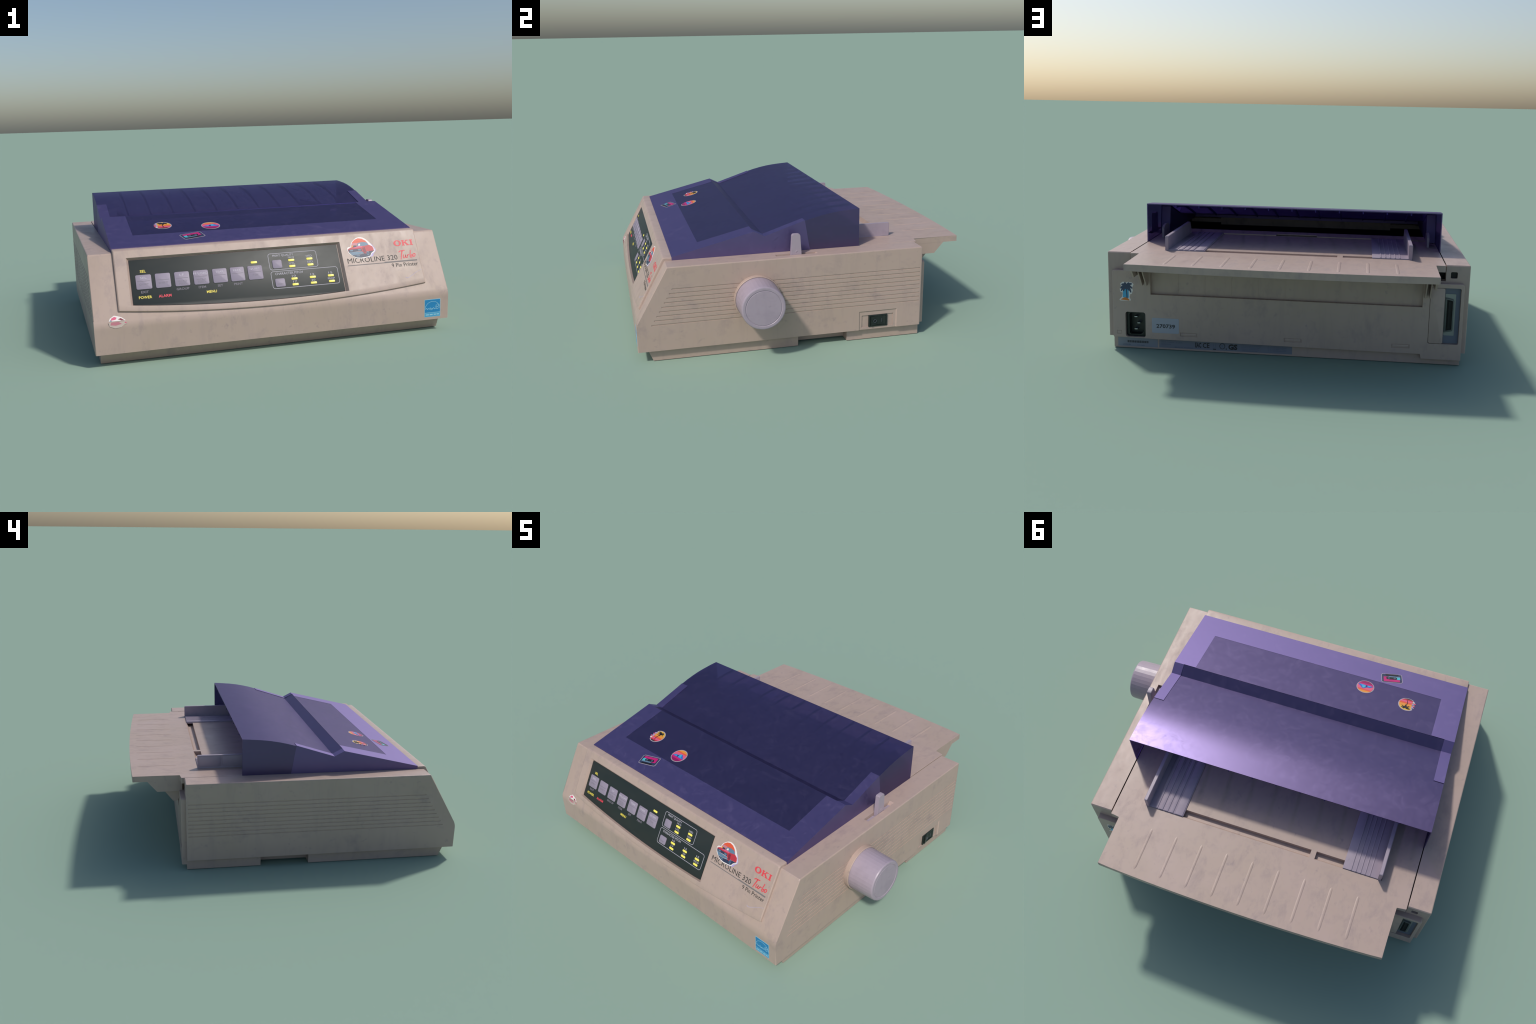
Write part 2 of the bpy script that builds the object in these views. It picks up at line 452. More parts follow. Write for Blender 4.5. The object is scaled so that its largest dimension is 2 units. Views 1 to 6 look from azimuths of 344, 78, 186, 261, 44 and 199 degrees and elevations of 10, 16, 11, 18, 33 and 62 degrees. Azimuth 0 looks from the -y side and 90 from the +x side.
# thin violet pen mark
bm = bmesh.new()
ribbon(bm, FP, spline([(.600, -.263), (.606, -.2675), (.616, -.2665), (.640, -.255), (.668, -.240), (.701, -.228)], 5), lambda t: .0032*(1-.7*t)+.0006, -.0003, .0004)
finish('pen_mark', bm, mat('pen_violet', '#b0a4b4', .6), panel)

# ---------------------------------------------------------------- stickers
PAL = {k: mat('print_'+k, h, .45) for k, h in dict(white='#e6dedb', rim='#a59ca6', faded='#c4b3aa', orange='#d9583a', amber='#db9038', rose='#c07a86', red='#b8323f', deep='#7c2336', navy='#2b3350',
      steel='#5f7c94', sky='#3f96cc', blue='#2563b8', teal='#46b4c0', magenta='#b81c6c', wine='#8c1156', pink='#d65a7c', yellow='#d8ab3c', black='#1a161d', sand='#cf7a32',
      cyan='#4aa6cf', palm='#3a4660', eblue='#1f7fb4', epale='#93c6d8', elow='#4a9cc4', lilac='#a99bd0', violet='#6a4a86').items()}
class Sticker:
    def __init__(s, name, F, parent, c=0.): s.F, s.name, s.parent, s.c, s.bm, s.m, s.k = F, name, parent, c, bmesh.new(), [], 0
    def mi(s, col):
        if col not in s.m: s.m.append(col)
        return s.m.index(col)
    def poly(s, col, pts, level, smooth_n=0):
        if smooth_n: pts = spline(list(pts)+[pts[0]], smooth_n)[:-1]
        s.k += 1
        slab(s.bm, s.F, pts, s.c-.0003, s.c+.0006+.00028*level+.000012*s.k, mat=s.mi(col))
    def line(s, col, pts, w, level, closed=False):
        s.k += 1
        ribbon(s.bm, s.F, pts, w, s.c-.0002, s.c+.0006+.00028*level+.000012*s.k, s.mi(col), closed)
    def done(s): return finish(s.name, s.bm, [PAL[k] for k in s.m], s.parent)

def mapped(F, a0, b0, ax, bx, ay, by):
    """frame re-based on a sheared local grid: (p,q) -> (a0+ax p+bx q, b0+ay p+by q)"""
    return lambda p, q, c=0.: F(a0+ax*p+bx*q, b0+ay*p+by*q, c)

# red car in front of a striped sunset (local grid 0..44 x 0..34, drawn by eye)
Fc = mapped(FP, .306, -.143, .0035, 0, 0, .0035)
s = Sticker('car_sticker', Fc, panel)
s.poly('lilac', [(35, 27), (41, 21), (45.5, 13), (45, 10), (41.5, 7), (39, 2.5), (30, .5), (30, 26)], 0)
s.poly('white', [(0, 16), (2, 9.5), (7, 5), (13, 1), (22, 0), (31, 1.2), (36, 2.5), (38, 6), (43, 9), (44, 12.5), (42, 17), (40, 21), (36, 26.5), (31, 31), (25, 33.4), (18, 32.5), (12, 28.5), (8, 24), (6.5, 19.5), (2.5, 19)], 1, 3)
s.poly('orange', [(8.5, 22), (11, 26.5), (15.5, 30), (21, 31.8), (27, 30.6), (31.5, 27.5), (34.5, 24), (34, 20), (8, 20)], 2)
s.poly('rose', [(8.6, 22), (9.8, 24.6), (34.2, 24.4), (35.5, 21.5), (34, 19), (8, 19)], 3)
s.poly('amber', [(8, 18.5), (8.6, 21), (18, 21), (18, 18.5)], 4)
s.poly('orange', [(12, 26.4), (13.5, 28), (31, 28), (32.6, 26.4)], 4)
s.poly('steel', [(16, 19), (19.5, 24.4), (26, 25.4), (32.5, 24.6), (36.5, 19.5), (26, 18.5)], 5)
s.poly('white', [(18.5, 20), (20, 23), (22.5, 23), (22, 20)], 6)
s.poly('navy', [(10, 18.5), (12, 21), (16.5, 20.6), (15.5, 18.2)], 6)
s.poly('red', [(1.5, 15.5), (6, 18), (14, 18.5), (19, 19.4), (28, 19), (36, 20.4), (41, 17.5), (42.5, 13), (41, 10.5), (34, 10.5), (30, 7), (26, 7.6), (24, 11), (2.2, 12)], 5)
s.poly('pink', [(14, 18.2), (19, 19.4), (26, 19), (24, 17.2), (8, 16.6)], 6)
s.poly('navy', [(2, 14.8), (22.5, 15.2), (23.5, 11.6), (3, 11)], 6)
s.poly('steel', [(4.5, 14.2), (9, 14.3), (9.2, 12.2), (5, 12)], 7); s.poly('steel', [(17, 14.5), (21.5, 14.6), (22, 12.2), (17.6, 12.2)], 7)
s.poly('deep', [(24.5, 16), (29, 17.2), (30, 9), (26, 8.4)], 6)
s.poly('steel', [(3, 10.8), (23.5, 10.6), (25.5, 8.2), (14, 6), (7, 6.2)], 6)
s.poly('navy', [(7.4, 5.6), (14, 5.6), (25.8, 7.6), (30.4, 6.6), (34, 10.2), (41.4, 10.2), (42.4, 12), (42.6, 10.6), (37.4, 7.4), (35, 3.6), (30, 2.4), (20, 1.6), (13, 2.6)], 7)
s.poly('steel', ring_pts(31.6, 7.2, 2, 12, 3.3), 8); s.poly('navy', ring_pts(31.8, 7.2, 1.1, 10, 2), 9)
s.poly('steel', [(12, 4.6), (18, 5.2), (18, 3.6), (13, 3.6)], 8)
s.done()

# worn scrap of a sticker over the crease at the left front corner
CS = frame((0, -.9175, .2205), (1, 0, 0), (0, .483, .876))
s = Sticker('worn_sticker', CS, case, .0004)
s.poly('white', [(-.931, -.004), (-.925, .010), (-.905, .023), (-.892, .020), (-.870, .012), (-.852, -.004)], 0)
s.poly('pink', [(-.922, .0), (-.917, .011), (-.904, .017), (-.893, .012), (-.899, .003)], 1)
s.poly('deep', [(-.888, .004), (-.875, .009), (-.859, -.003), (-.872, -.003)], 1)
s.poly('steel', [(-.928, -.003), (-.922, .003), (-.915, -.003)], 1)
s.done()
CV = frame((0, -.927, 0), (1, 0, 0), (0, 0, 1))
s = Sticker('worn_sticker', frame((0, -.9235, .2135), (1, 0, 0), (0, .12, .99)), case, .0014)
s.poly('faded', [(-.929, -.018), (-.9325, .0), (-.852, .0), (-.847, -.010), (-.860, -.014), (-.875, -.026), (-.905, -.028)], 0)
s.poly('pink', [(-.860, -.007), (-.853, -.001), (-.849, -.008)], 1)
s.poly('rose', [(-.925, -.012), (-.92, .0), (-.885, .0), (-.872, -.010), (-.90, -.016)], 1)
s.done()

# blue energy label
s = Sticker('energy_label', CV, case)
s.poly('epale', rrect(.6905, .7825, .0765, .1705, .002), 0)
s.poly('eblue', rrect(.6925, .7805, .1005, .1685, .001), 1); s.poly('elow', rrect(.6925, .7805, .0785, .0985, .001), 1)
s.line('epale', ring_pts(.7365, .1185, .043, 22, .040, 0, 180), .0017, 2)
s.line('epale', spline([(.697, .119), (.703, .124), (.708, .117), (.713, .122), (.719, .118), (.724, .126), (.728, .113), (.733, .123), (.737, .116), (.742, .125), (.749, .117), (.756, .122), (.764, .116), (.772, .122)], 4), .0022, 2)
star = [(.7655 + (.0125 if k % 2 == 0 else .0055)*math.sin(k*math.pi/5), .1335 + (.0125 if k % 2 == 0 else .0055)*math.cos(k*math.pi/5)) for k in range(10)]
s.line('epale', star, .0016, 2, True)
s.line('epale', spline([(.750, .126), (.758, .132), (.766, .128), (.774, .138)], 4), .0016, 2)
for a, b in ((.697, .716), (.720, .738), (.744, .757), (.760, .775)): s.poly('epale', rrect(a, b, .0855, .0915, .001), 2)
s.done()

# ---------------------------------------------------------------- tinted cover
CF, CR, CVY = (-.7195, .5268), (-.282, .6312), (-.225, .5992)
P1, P2, P3 = (-.004, .6702), (.138, .7038), (.2998, .7182)
FLOOR = .5095
CRX = .7112                     # right side of the cover
bm = bmesh.new()
prism_x(bm, [CF, CR, CVY, (-.0046, .6700), (.0230, FLOOR), (-.7195, FLOOR)], SL, CRX)
# the strips beside the rear pane stand slightly proud
for v in bm.verts:
    if v.co.z > .59 and v.co.y > -.24: v.co.z += .003
cover = finish('cover', bm, FRAME, root)
bm = bmesh.new(); box(bm, -.829, .656, -.2835, 1, .4, 1); boolean(cover, bm)
bm = bmesh.new(); prism_x(bm, [(-.665, .4), (-.665, .5271), (-.27, .6213), (-.27, .4)], -.829, .656); boolean(cover, bm)
bm = bmesh.new(); box(bm, -.757, .586, -.569, -.27, .4, 1); boolean(cover, bm)
smooth(cover.data, 20)

FCV = frame((0, CF[0], CF[1]), (1, 0, 0), (0, .9727, .2320))     # on the front slope of the cover
WD = -.0007                                                        # window sits a little lower
bm = bmesh.new()
slab(bm, FCV, [(-.757, .1532), (.586, .1532), (.586, .4493), (-.757, .4493)], WD-.006, WD)
wp = finish('window_pane', bm, [PANE, PANE_BACK], cover)
for p in wp.data.polygons:
    if p.normal.z < .5: p.material_index = 1

# rear pane: one folded sheet plus the two rear side walls, made solid
bm = bmesh.new()
rows = [(-.2812, .6296), CVY, (-.19, .6104), (-.10, .6402), P1, (.04, .6829), (.09, .6947), P2, (.19, .7104), (.245, .7150), P3]
colx = [SL, -.829, -.6, -.3, 0, .3, .656, CRX]
vg = {}
def gv(i, j):
    if (i, j) not in vg: vg[i, j] = bm.verts.new((colx[j], *rows[i]))
    return vg[i, j]
for i in range(len(rows)-1):
    for j in range(len(colx)-1):
        if (j in (0, len(colx)-2)) and i < 4: continue
        bm.faces.new((gv(i, j), gv(i, j+1), gv(i+1, j+1), gv(i+1, j)))
for j, x in ((0, SL), (len(colx)-1, CRX)):
    low = [bm.verts.new((x, y, FLOOR)) for y in (.0235, .06, .10, .138, .19, .245, .2998)]
    for k in range(6): bm.faces.new((gv(4+k, j), gv(5+k, j), low[k+1], low[k]))
pane = finish('hood_pane', bm, [PANE, PANE_BACK], cover)
if sum(p.normal.z for p in pane.data.polygons) < 0: pane.data.flip_normals()
so = pane.modifiers.new('s', 'SOLIDIFY'); so.thickness = .005; so.offset = -1; so.use_even_offset = True; so.material_offset = 1
me = bpy.data.meshes.new_from_object(pane.evaluated_get(bpy.context.evaluated_depsgraph_get()))
pane.modifiers.clear(); pane.data = me; me.name = 'hood_pane'; smooth(me, 28)

# stiffening ribs on the underside of the rear pane
bm = bmesh.new()
prism_x(bm, [(y, z-.0045) for y, z in rows[2:]] + [(y, z-.0175) for y, z in rows[2:][::-1]], -.003, .003)
bmesh.ops.recalc_face_normals(bm, faces=bm.faces)
me = bpy.data.meshes.new('pane_rib'); bm.to_mesh(me); bm.free(); me.materials.append(PANE_IN); smooth(me)
for k in range(11):
    o = link_new('pane_rib', me, cover); o.location.x = .548 - .127*k
# hinge tabs
for x in (.658, -.828):
    bm = bmesh.new()
    Ft = frame((x, 0, 0), (0, 1, 0), (0, 0, 1))
    slab(bm, Ft, [(.045, .505), (.165, .505), (.165, .560)] + [(.105+.06*math.cos(math.radians(a)), .556+.026*math.sin(math.radians(a))) for a in range(15, 180, 15)] + [(.045, .556)], -.006, .006)
    finish('hinge_tab', bm, GREY, cover)

# stickers on the cover (round mountain scene, round sunset, cassette)
def disc(s, col, r, lv): s.poly(col, ring_pts(0, 0, r, 30), lv)
Fm = mapped(FCV, -.3375, .2235, 1, 0, 0, 1)
s = Sticker('mountain_sticker', Fm, cover, WD)
disc(s, 'rim', .0500, 0); disc(s, 'amber', .0455, 1)
R = .0455
def chord(r, b0, b1, n=16):                    # part of a disc between two heights
    a0, a1 = math.asin(max(-1, min(1, b0/r))), math.asin(max(-1, min(1, b1/r)))
    right = [(r*math.cos(a0+(a1-a0)*k/n), r*math.sin(a0+(a1-a0)*k/n)) for k in range(n+1)]
    return right + [(-a, b) for a, b in right[::-1]]
s.poly('orange', chord(R, -.0454, .030), 2); s.poly('pink', chord(R, -.0454, .020), 3); s.poly('magenta', chord(R, -.0454, -.012), 4); s.poly('wine', chord(R, -.0454, -.026), 5)
s.poly('blue', [(-.042, -.013), (-.022, .003), (-.012, .001), (-.006, .006), (.010, .017), (.020, .012), (.030, .001), (.043, -.010), (.040, -.0135)], 6)
s.poly('sky', [(-.034, -.012), (-.018, .001), (-.013, -.004), (-.010, -.012)], 7); s.poly('sky', [(.000, -.012), (-.002, .004), (.010, .016), (.017, .007), (.022, -.004), (.036, -.012)], 7)
s.poly('teal', [(.002, .004), (.010, .015), (.014, .007), (.018, -.004), (.008, -.002)], 8)
s.poly('navy', [(-.008, -.003), (-.003, .004), (.000, -.004), (-.001, -.012), (-.009, -.012)], 8)
s.done()
Fm = mapped(FCV, -.5865, .2695, 1, 0, 0, 1)
s = Sticker('sunset_sticker', Fm, cover, WD)
edge = [p for p in ring_pts(0, 0, .0495, 40) if p[0] > -.030]
edge = ring_pts(0, 0, .0495, 30, None, -125, 125) + [(-.036, .032), (-.032, .024), (-.044, .019), (-.036, .010), (-.046, .004), (-.037, -.004), (-.047, -.012), (-.036, -.020), (-.040, -.027), (-.033, -.032)]
s.poly('rim', edge, 0)
inn = lambda r, b0, b1: [(max(a, -.026-.006*math.sin(b*700)), b) for a, b in chord(r, b0, b1, 22)]
s.poly('yellow', inn(.0445, -.044, .044), 1); s.poly('amber', inn(.0445, -.044, .016), 2); s.poly('orange', inn(.0445, -.044, -.004), 3); s.poly('pink', inn(.0445, -.044, -.016), 4); s.poly('red', inn(.0445, -.044, -.029), 5)
s.poly('black', inn(.0445, -.0442, -.038), 6)
s.line('black', spline([(.004, -.030), (.000, -.012), (.002, .006), (.006, .018)], 4), .0035, 7)
for dx, dy in ((-.024, .004), (-.020, -.008), (.022, -.004), (.024, .008), (-.014, .014), (.014, .014), (.002, -.014), (-.028, .014)):
    s.line('black', spline([(.005, .018), (.005+dx*.5, .021+dy*.6+.004), (.005+dx, .018+dy)], 4), lambda t: .0078*(1-t)+.0018, 7)
for k, (a, b) in enumerate(((-.038, .006), (-.033, .016), (-.040, -.014), (-.030, -.006), (-.034, -.024))): s.poly(('pink', 'lilac', 'pink', 'lilac', 'white')[k], rrect(a-.006, a+.006, b-.003, b+.003, .0025), 8)
s.done()
ca, sa = math.cos(math.radians(16)), math.sin(math.radians(16))
Fk = mapped(FCV, -.4615, .0985, ca, -sa, sa, ca)
s = Sticker('cassette_sticker', Fk, cover)
s.poly('rim', [(-.059, -.031), (-.052, -.036), (.050, -.036), (.059, -.030), (.060, .029), (.054, .035), (-.052, .035), (-.060, .027)], 0)
s.poly('navy', [(-.056, -.030), (-.050, -.033), (.048, -.033), (.056, -.028), (.057, .028), (.052, .032), (-.050, .032), (-.057, .026)], 1)
s.poly('magenta', rrect(-.045, .047, .010, .027, .003), 2); s.poly('magenta', rrect(.018, .047, -.012, .026, .003), 2)
s.poly('teal', rrect(-.047, -.020, -.012, .009, .003), 3); s.poly('steel', rrect(-.047, .018, -.017, -.009, .002), 3)
s.poly('black', rrect(-.030, .032, -.009, .009, .008), 4)
for a in (-.016, .018): s.poly('steel', ring_pts(a, 0, .0055, 14), 5); s.poly('black', ring_pts(a, 0, .003, 10), 6)
s.poly('black', [(-.040, -.033), (.036, -.033), (.030, -.021), (-.034, -.021)], 4)
s.done()

# ---------------------------------------------------------------- rear deck and tray
bm = bmesh.new()
XY = frame((0, 0, 0), (1, 0, 0), (0, 1, 0))
TL, TR = -.828, .654
arc = [(TR + (TL-TR)*i/24, .906 + .0215*(1-((i/12)-1)**2)) for i in range(25)]
out = [(-.8785, -.142), (.7045, -.142), (.7045, .634), (.7025, .638), (TR+.003, .640), (TR, .643)] + arc + [(TL, .645), (TL-.003, .642), (-.8765, .640), (-.8785, .636)]
slab(bm, XY, out, .476, TOP, bev=.0025)
tray = finish('paper_tray', bm, BEIGE, root)
bm = bmesh.new()

Fy = frame((0, 0, 0), (0, 1, 0), (0, 0, 1))
for x0, x1 in ((-.344, .552), (-.724, -.372)):
    slab(bm, Fy, [(.4915, .485), (.522, .485), (.536, TOP+.001), (.536, .53), (.4915, .53)], x0, x1)
boolean(tray, bm)
bm = bmesh.new(); box(bm, -.206, .031, -.062, -.0175, .489, .53); boolean(tray, bm)
bm = bmesh.new(); box(bm, -.8765, .032, -.1415, -.022, .505, .5145) ; box(bm, .0321, .7025, -.1415, -.022, .505, .5145)
lip = finish('deck_lip', bm, BEIGE, tray)
bm = bmesh.new(); box(bm, -.206, .031, -.062, .0, .489, .53); boolean(lip, bm); smooth(lip.data)
bm = bmesh.new()
for x in (-.145, -.085): box(bm, x-.002, x+.002, .02, .085, TOP-.0015, TOP+.01)
box(bm, -.135, -.095, .066, .069, TOP-.0015, TOP+.01); boolean(tray, bm)
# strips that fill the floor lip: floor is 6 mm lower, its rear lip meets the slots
smooth(tray.data, 20)
# moulded ribs on the tray
def tray_rib(x, y1):
    bm = bmesh.new(); n, m = 16, 6
    rings = []
    for i in range(n+1):
        t = i/n; y = .644 + (y1-.644)*t
        k = min(1, math.sqrt(max(0, min(t, 1-t)*12)))
        rings.append([bm.verts.new((x +   .0085*k*math.cos(math.pi*j/m), y, TOP-.0004 + .0021*k*math.sin(math.pi*j/m))) for j in range(m+1)])
    for a, b in zip(rings, rings[1:]):
        for j in range(m): bm.faces.new((a[j], a[j+1], b[j+1], b[j]))
        bm.faces.new((a[0], b[0], b[m], a[m]))
    bmesh.ops.remove_doubles(bm, verts=bm.verts, dist=1e-5)
    finish('tray_rib', bm, BEIGE, tray, 60)
for k in range(9):
    x = .467 - .1381*k
    tray_rib(x, .873 + .022*(1-((x+.087)/.741)**2))
# bracket plates below the tray
for xo, sg in ((TR, -1), (TL, 1)):
    for off, th, pts in ((0, .010, [(.632, .4775), (.827, .4775), (.772, .4148), (.632, .4148)]),
                         (.019, .006, [(.645, .4775), (.775, .4775), (.745, .43), (.684, .352), (.664, .352), (.645, .375)]),
                         (.041, .006, [(.645, .4775), (.775, .4775), (.745, .43), (.684, .352), (.664, .352), (.645, .375)])):
        bm = bmesh.new()
        a = xo + sg*off; b = a + sg*th
        prism_x(bm, pts, min(a, b) + (.0004 if off == 0 else 0), max(a, b) - (.0004 if off == 0 else 0))
        finish('tray_bracket', bm, BEIGE, tray)

# ---------------------------------------------------------------- sliding paper guides
def guide(x_in, x_out, ridges):
    sg = 1 if x_out > x_in else -1
    X = lambda d: x_in + sg*d
    bm = bmesh.new(); Wd = abs(x_out-x_in)
    def gb(d0, d1, y0, y1, z0, z1, bev=.0012): box(bm, min(X(d0), X(d1)), max(X(d0), X(d1)), y0, y1, z0, z1, bev)
    gb(0, Wd, -.028, .5345, .5025, .5145)
    for k, (d, w) in enumerate(ridges): gb(d, d+w, -.026, .5335, .512, .5175)
    a, b = sorted((X(Wd-.0005), X(Wd-.0185)))
    fs = slab(bm, YZ(0), [(.537, .5035), (.537, .582), (.534, .585), (.034, .585), (.030, .582), (-.012, .5035)], a, b)
    es = list({e for f in fs for e in f.edges}); bmesh.ops.bevel(bm, geom=es, offset=.0018, segments=2, affect='EDGES')
    o = finish('paper_guide', bm, GREY, root)
    return o
guide(.342, .549, [(.004, .042), (.056, .020), (.085, .020), (.114, .020), (.143, .018)])
gl = guide(-.521, -.7215, [(.040, .006), (.064, .006), (.088, .006), (.112, .006), (.136, .006)])
bm = bmesh.new()
for y0, y1 in ((.405, .528), (.05, .392)): box(bm, -.7228, -.7205, y0, y1, .519, .579, .0008)
finish('guide_inset', bm, GREY, gl)

# ---------------------------------------------------------------- platen knob
KY, KZ = -.2965, .3055
FK = frame((0, KY, KZ), (0, 1, 0), (0, 0, 1))
def lathe_x(bm, prof, n, flute=0.):
    rings = []
    for x, r in prof:
        if r < 1e-6: rings.append([bm.verts.new((x, KY, KZ))]); continue
        rings.append([bm.verts.new((x, KY + (r*(1-flute*(k % 2)))*math.cos(2*math.pi*k/n), KZ + (r*(1-flute*(k % 2)))*math.sin(2*math.pi*k/n))) for k in range(n)])
    for a, b in zip(rings, rings[1:]):
        for k in range(n):
            j = (k+1) % n
            if len(a) == 1: bm.faces.new((a[0], b[k], b[j]))
            elif len(b) == 1: bm.faces.new((a[k], a[j], b[0]))
            else: bm.faces.new((a[k], a[j], b[j], b[k]))
bm = bmesh.new()
lathe_x(bm, [(.80, 0), (.80, .1235), (.852, .1235), (.8545, .1215), (.8545, .1188), (.850, .1180), (.850, 0)], 64)
finish('knob_collar', bm, BEIGE, root)
bm = bmesh.new()
lathe_x(bm, [(.84, 0), (.84, .1178), (.90, .1168), (.985, .1147), (.9935, .1138), (.9985, .1112), (1.0, .1070), (1.0, .0960), (.9985, .0945), (.9975, .0930), (.9988, .0910), (.9992, .0895), (.9992, .03), (.9992, 0)], 36)
finish('platen_knob', bm, GREY, root, 9)

# ---------------------------------------------------------------- thickness lever
bm = bmesh.new()
FL_ = frame((.759, 0, 0), (0, 1, 0), (0, 0, 1))
pts = [(-.102, .488), (-.040, .488), (-.0495, .610)] + [(-.0585+.009*math.cos(math.radians(a)), .6115+.0085*math.sin(math.radians(a))) for a in (30, 60, 90)] + [(-.0845+.009*math.cos(math.radians(a)), .6115+.0085*math.sin(math.radians(a))) for a in (90, 120, 150)] + [(-.0935, .610)]
fs = slab(bm, FL_, pts, 0, .0245)
bmesh.ops.bevel(bm, geom=list({e for f in fs for e in f.edges}), offset=.0022, segments=2, affect='EDGES')
lever = finish('thickness_lever', bm, GREY, root)
bm = bmesh.new()
box(bm, .7585, .7845, -.178, -.1035, .484, .492); box(bm, .7585, .7845, -.0385, .03, .484, .492)
finish('lever_slide', bm, GREY, lever)
bm = bmesh.new()
r = bmesh.ops.create_uvsphere(bm, u_segments=14, v_segments=8, radius=.0045)
for v in r['verts']: v.co = (.7832 + v.co.x*.5, -.0705+v.co.y, .527+v.co.z)
finish('lever_pin', bm, GREY, lever)

# ---------------------------------------------------------------- power switch
bm = bmesh.new()
box(bm, .8150, .8280, .323, .4305, .0757, .1443, .0015)
switch = finish('power_switch', bm, BLACK, root)
bm = bmesh.new(); box(bm, .8205, .84, .3325, .421, .083, .137); boolean(switch, bm); smooth(switch.data)
bm = bmesh.new()
Fr = frame((0, 0, 0), (1, 0, 0), (0, 1, 0))
curve = [(.818, .334), (.8365, .3345)] + [(.8365-.012*t-.010*math.sin(math.pi*t)*.5, .3345+.085*t) for t in (.12, .25, .4, .55, .7, .85)] + [(.8300, .4195), (.818, .4195)]
slab(bm, Fr, curve, .0845, .1355)
rk = finish('rocker', bm, BLACK, switch)
bm = bmesh.new()
Fo = frame((.8330, .3575, .110), (-.14, .96, 0), (0, 0, 1))
ribbon(bm, Fo, ring_pts(0, 0, .0085, 16), .002, -.001, .0016, closed=True)
Fo = frame((.8275, .3985, .110), (-.14, .96, 0), (0, 0, 1))
slab(bm, Fo, [(-.001, -.010), (.001, -.010), (.001, .010), (-.001, .010)], -.001, .0022)
finish('switch_mark', bm, mat('switch_mark_grey', '#4a5058', .6), switch)

# ---------------------------------------------------------------- rear panel
RY = .650
FR = frame((0, RY, -.002), (-1, 0, 0), (0, 0, 1))      # (-x, z, outward)
bm = bmesh.new()
out = [(-.798, .066)] + [(-.798+.012-.012*math.cos(t), .410+.012*math.sin(t)) for t in (0, .5, 1.05, 1.57)] + [(.962-.0+.012*math.sin(t), .410+.012*math.cos(t)) for t in (0, .5, 1.05, 1.57)] + [(.975, .033), (.778, .033), (.778, .062), (-.60, .062), (-.62, .068)]
slab(bm, FR, out, -.045, 0, bev=.003)
rear = finish('connector_panel', bm, BEIGE, root)
def rcut(pts, d):
    bm = bmesh.new(); slab(bm, FR, pts, -d, .01); boolean(rear, bm)
rcut([(-.598, .300), (.775, .300), (.775, .418), (-.598, .418)], .022)
rcut(rrect(-.7325, -.6265, .0695, .2035, .012), .07)
rcut(rrect(.8095, .959, .1155, .4015, .008), .020)
for x in (.400, -.138, -.677): rcut([(-x-.045, .0855), (-x+.045, .0855), (-x+.045, .1065), (-x-.045, .1065)], .0035)
rcut([(-.779, .0845), (-.752, .0845), (-.752, .1035), (-.779, .1035)], .002)
smooth(rear.data, 20)
for x in (.400, -.138, -.677):
    bm = bmesh.new(); slab(bm, FR, [(-x-.0405, .090), (-x+.0405, .090), (-x+.0405, .102), (-x-.0405, .102)], -.004, -.0006, bev=.0008)
    finish('clip_tongue', bm, BEIGE, rear)
bm = bmesh.new(); slab(bm, FR, [(-.776, .0875), (-.755, .0875), (-.755, .1005), (-.776, .1005)], -.003, -.0003)
finish('clip_tongue', bm, BEIGE, rear)
# faint vertical seams in the recess
bm = bmesh.new()
for k in range(9):
    x = .46 - .1381*k
    slab(bm, FR, [(-x-.003, .3003), (-x+.003, .3003), (-x+.003, .4175), (-x-.003, .4175)], -.0225, -.0208)
finish('recess_seam', bm, BEIGE, rear)

# mains inlet
bm = bmesh.new()
slab(bm, FR, rrect(-.7325, -.6265, .0695, .2035, .012), -.060, -.016, bev=.002)
inlet = finish('mains_inlet', bm, BLACK, rear)
bm = bmesh.new()
slab(bm, FR, [(-.716, .088), (-.709, .081), (-.657, .081), (-.640, .096), (-.640, .180), (-.657, .195), (-.709, .195), (-.716, .188)], -.052, .01)
boolean(inlet, bm); smooth(inlet.data)
for a, b in ((-.684, .172), (-.669, .139), (-.684, .106)):
    bm = bmesh.new(); x, z = a, b
    slab(bm, FR, [(x-.008, z-.0025), (x+.008, z-.0025), (x+.008, z+.0025), (x-.008, z+.0025)], -.053, -.024, bev=.001)
    finish('socket_pin', bm, METAL, rear)
# data port
bm = bmesh.new(); slab(bm, FR, rrect(.8115, .8815, .1175, .3995, .008), -.019, -.0008, bev=.0012)
finish('port_cover', bm, BEIGE, rear)
bm = bmesh.new(); slab(bm, FR, rrect(.8835, .9575, .117, .400, .004), -.0205, -.0165)
finish('port_plate', bm, PORT, rear)
bm = bmesh.new(); slab(bm, FR, rrect(.8850, .9360, .158, .370, .003), -.018, -.0135)
finish('port_shield', bm, STEEL, rear)
conn = [(.8875, .176), (.9235, .183), (.9275, .190), (.9275, .338), (.9235, .344), (.8875, .3515)]
bm = bmesh.new(); slab(bm, FR, conn, -.0145, -.003, bev=.0015)
port = finish('data_port', bm, mat('port_shell', '#5b615f', .4, .5, .3), rear)
bm = bmesh.new(); slab(bm, FR, [(.893, .185), (.9185, .190), (.9215, .194), (.9215, .334), (.9185, .338), (.893, .343)], -.0115, .01)
boolean(port, bm); smooth(port.data)
bm = bmesh.new(); slab(bm, FR, [(.8925, .184), (.922, .190), (.922, .338), (.8925, .344)], -.0125, -.0108); box(bm, -.9115, -.9015, RY-.0113, RY-.0055, .195, .333)
finish('port_socket', bm, BLACK_DEEP, rear)

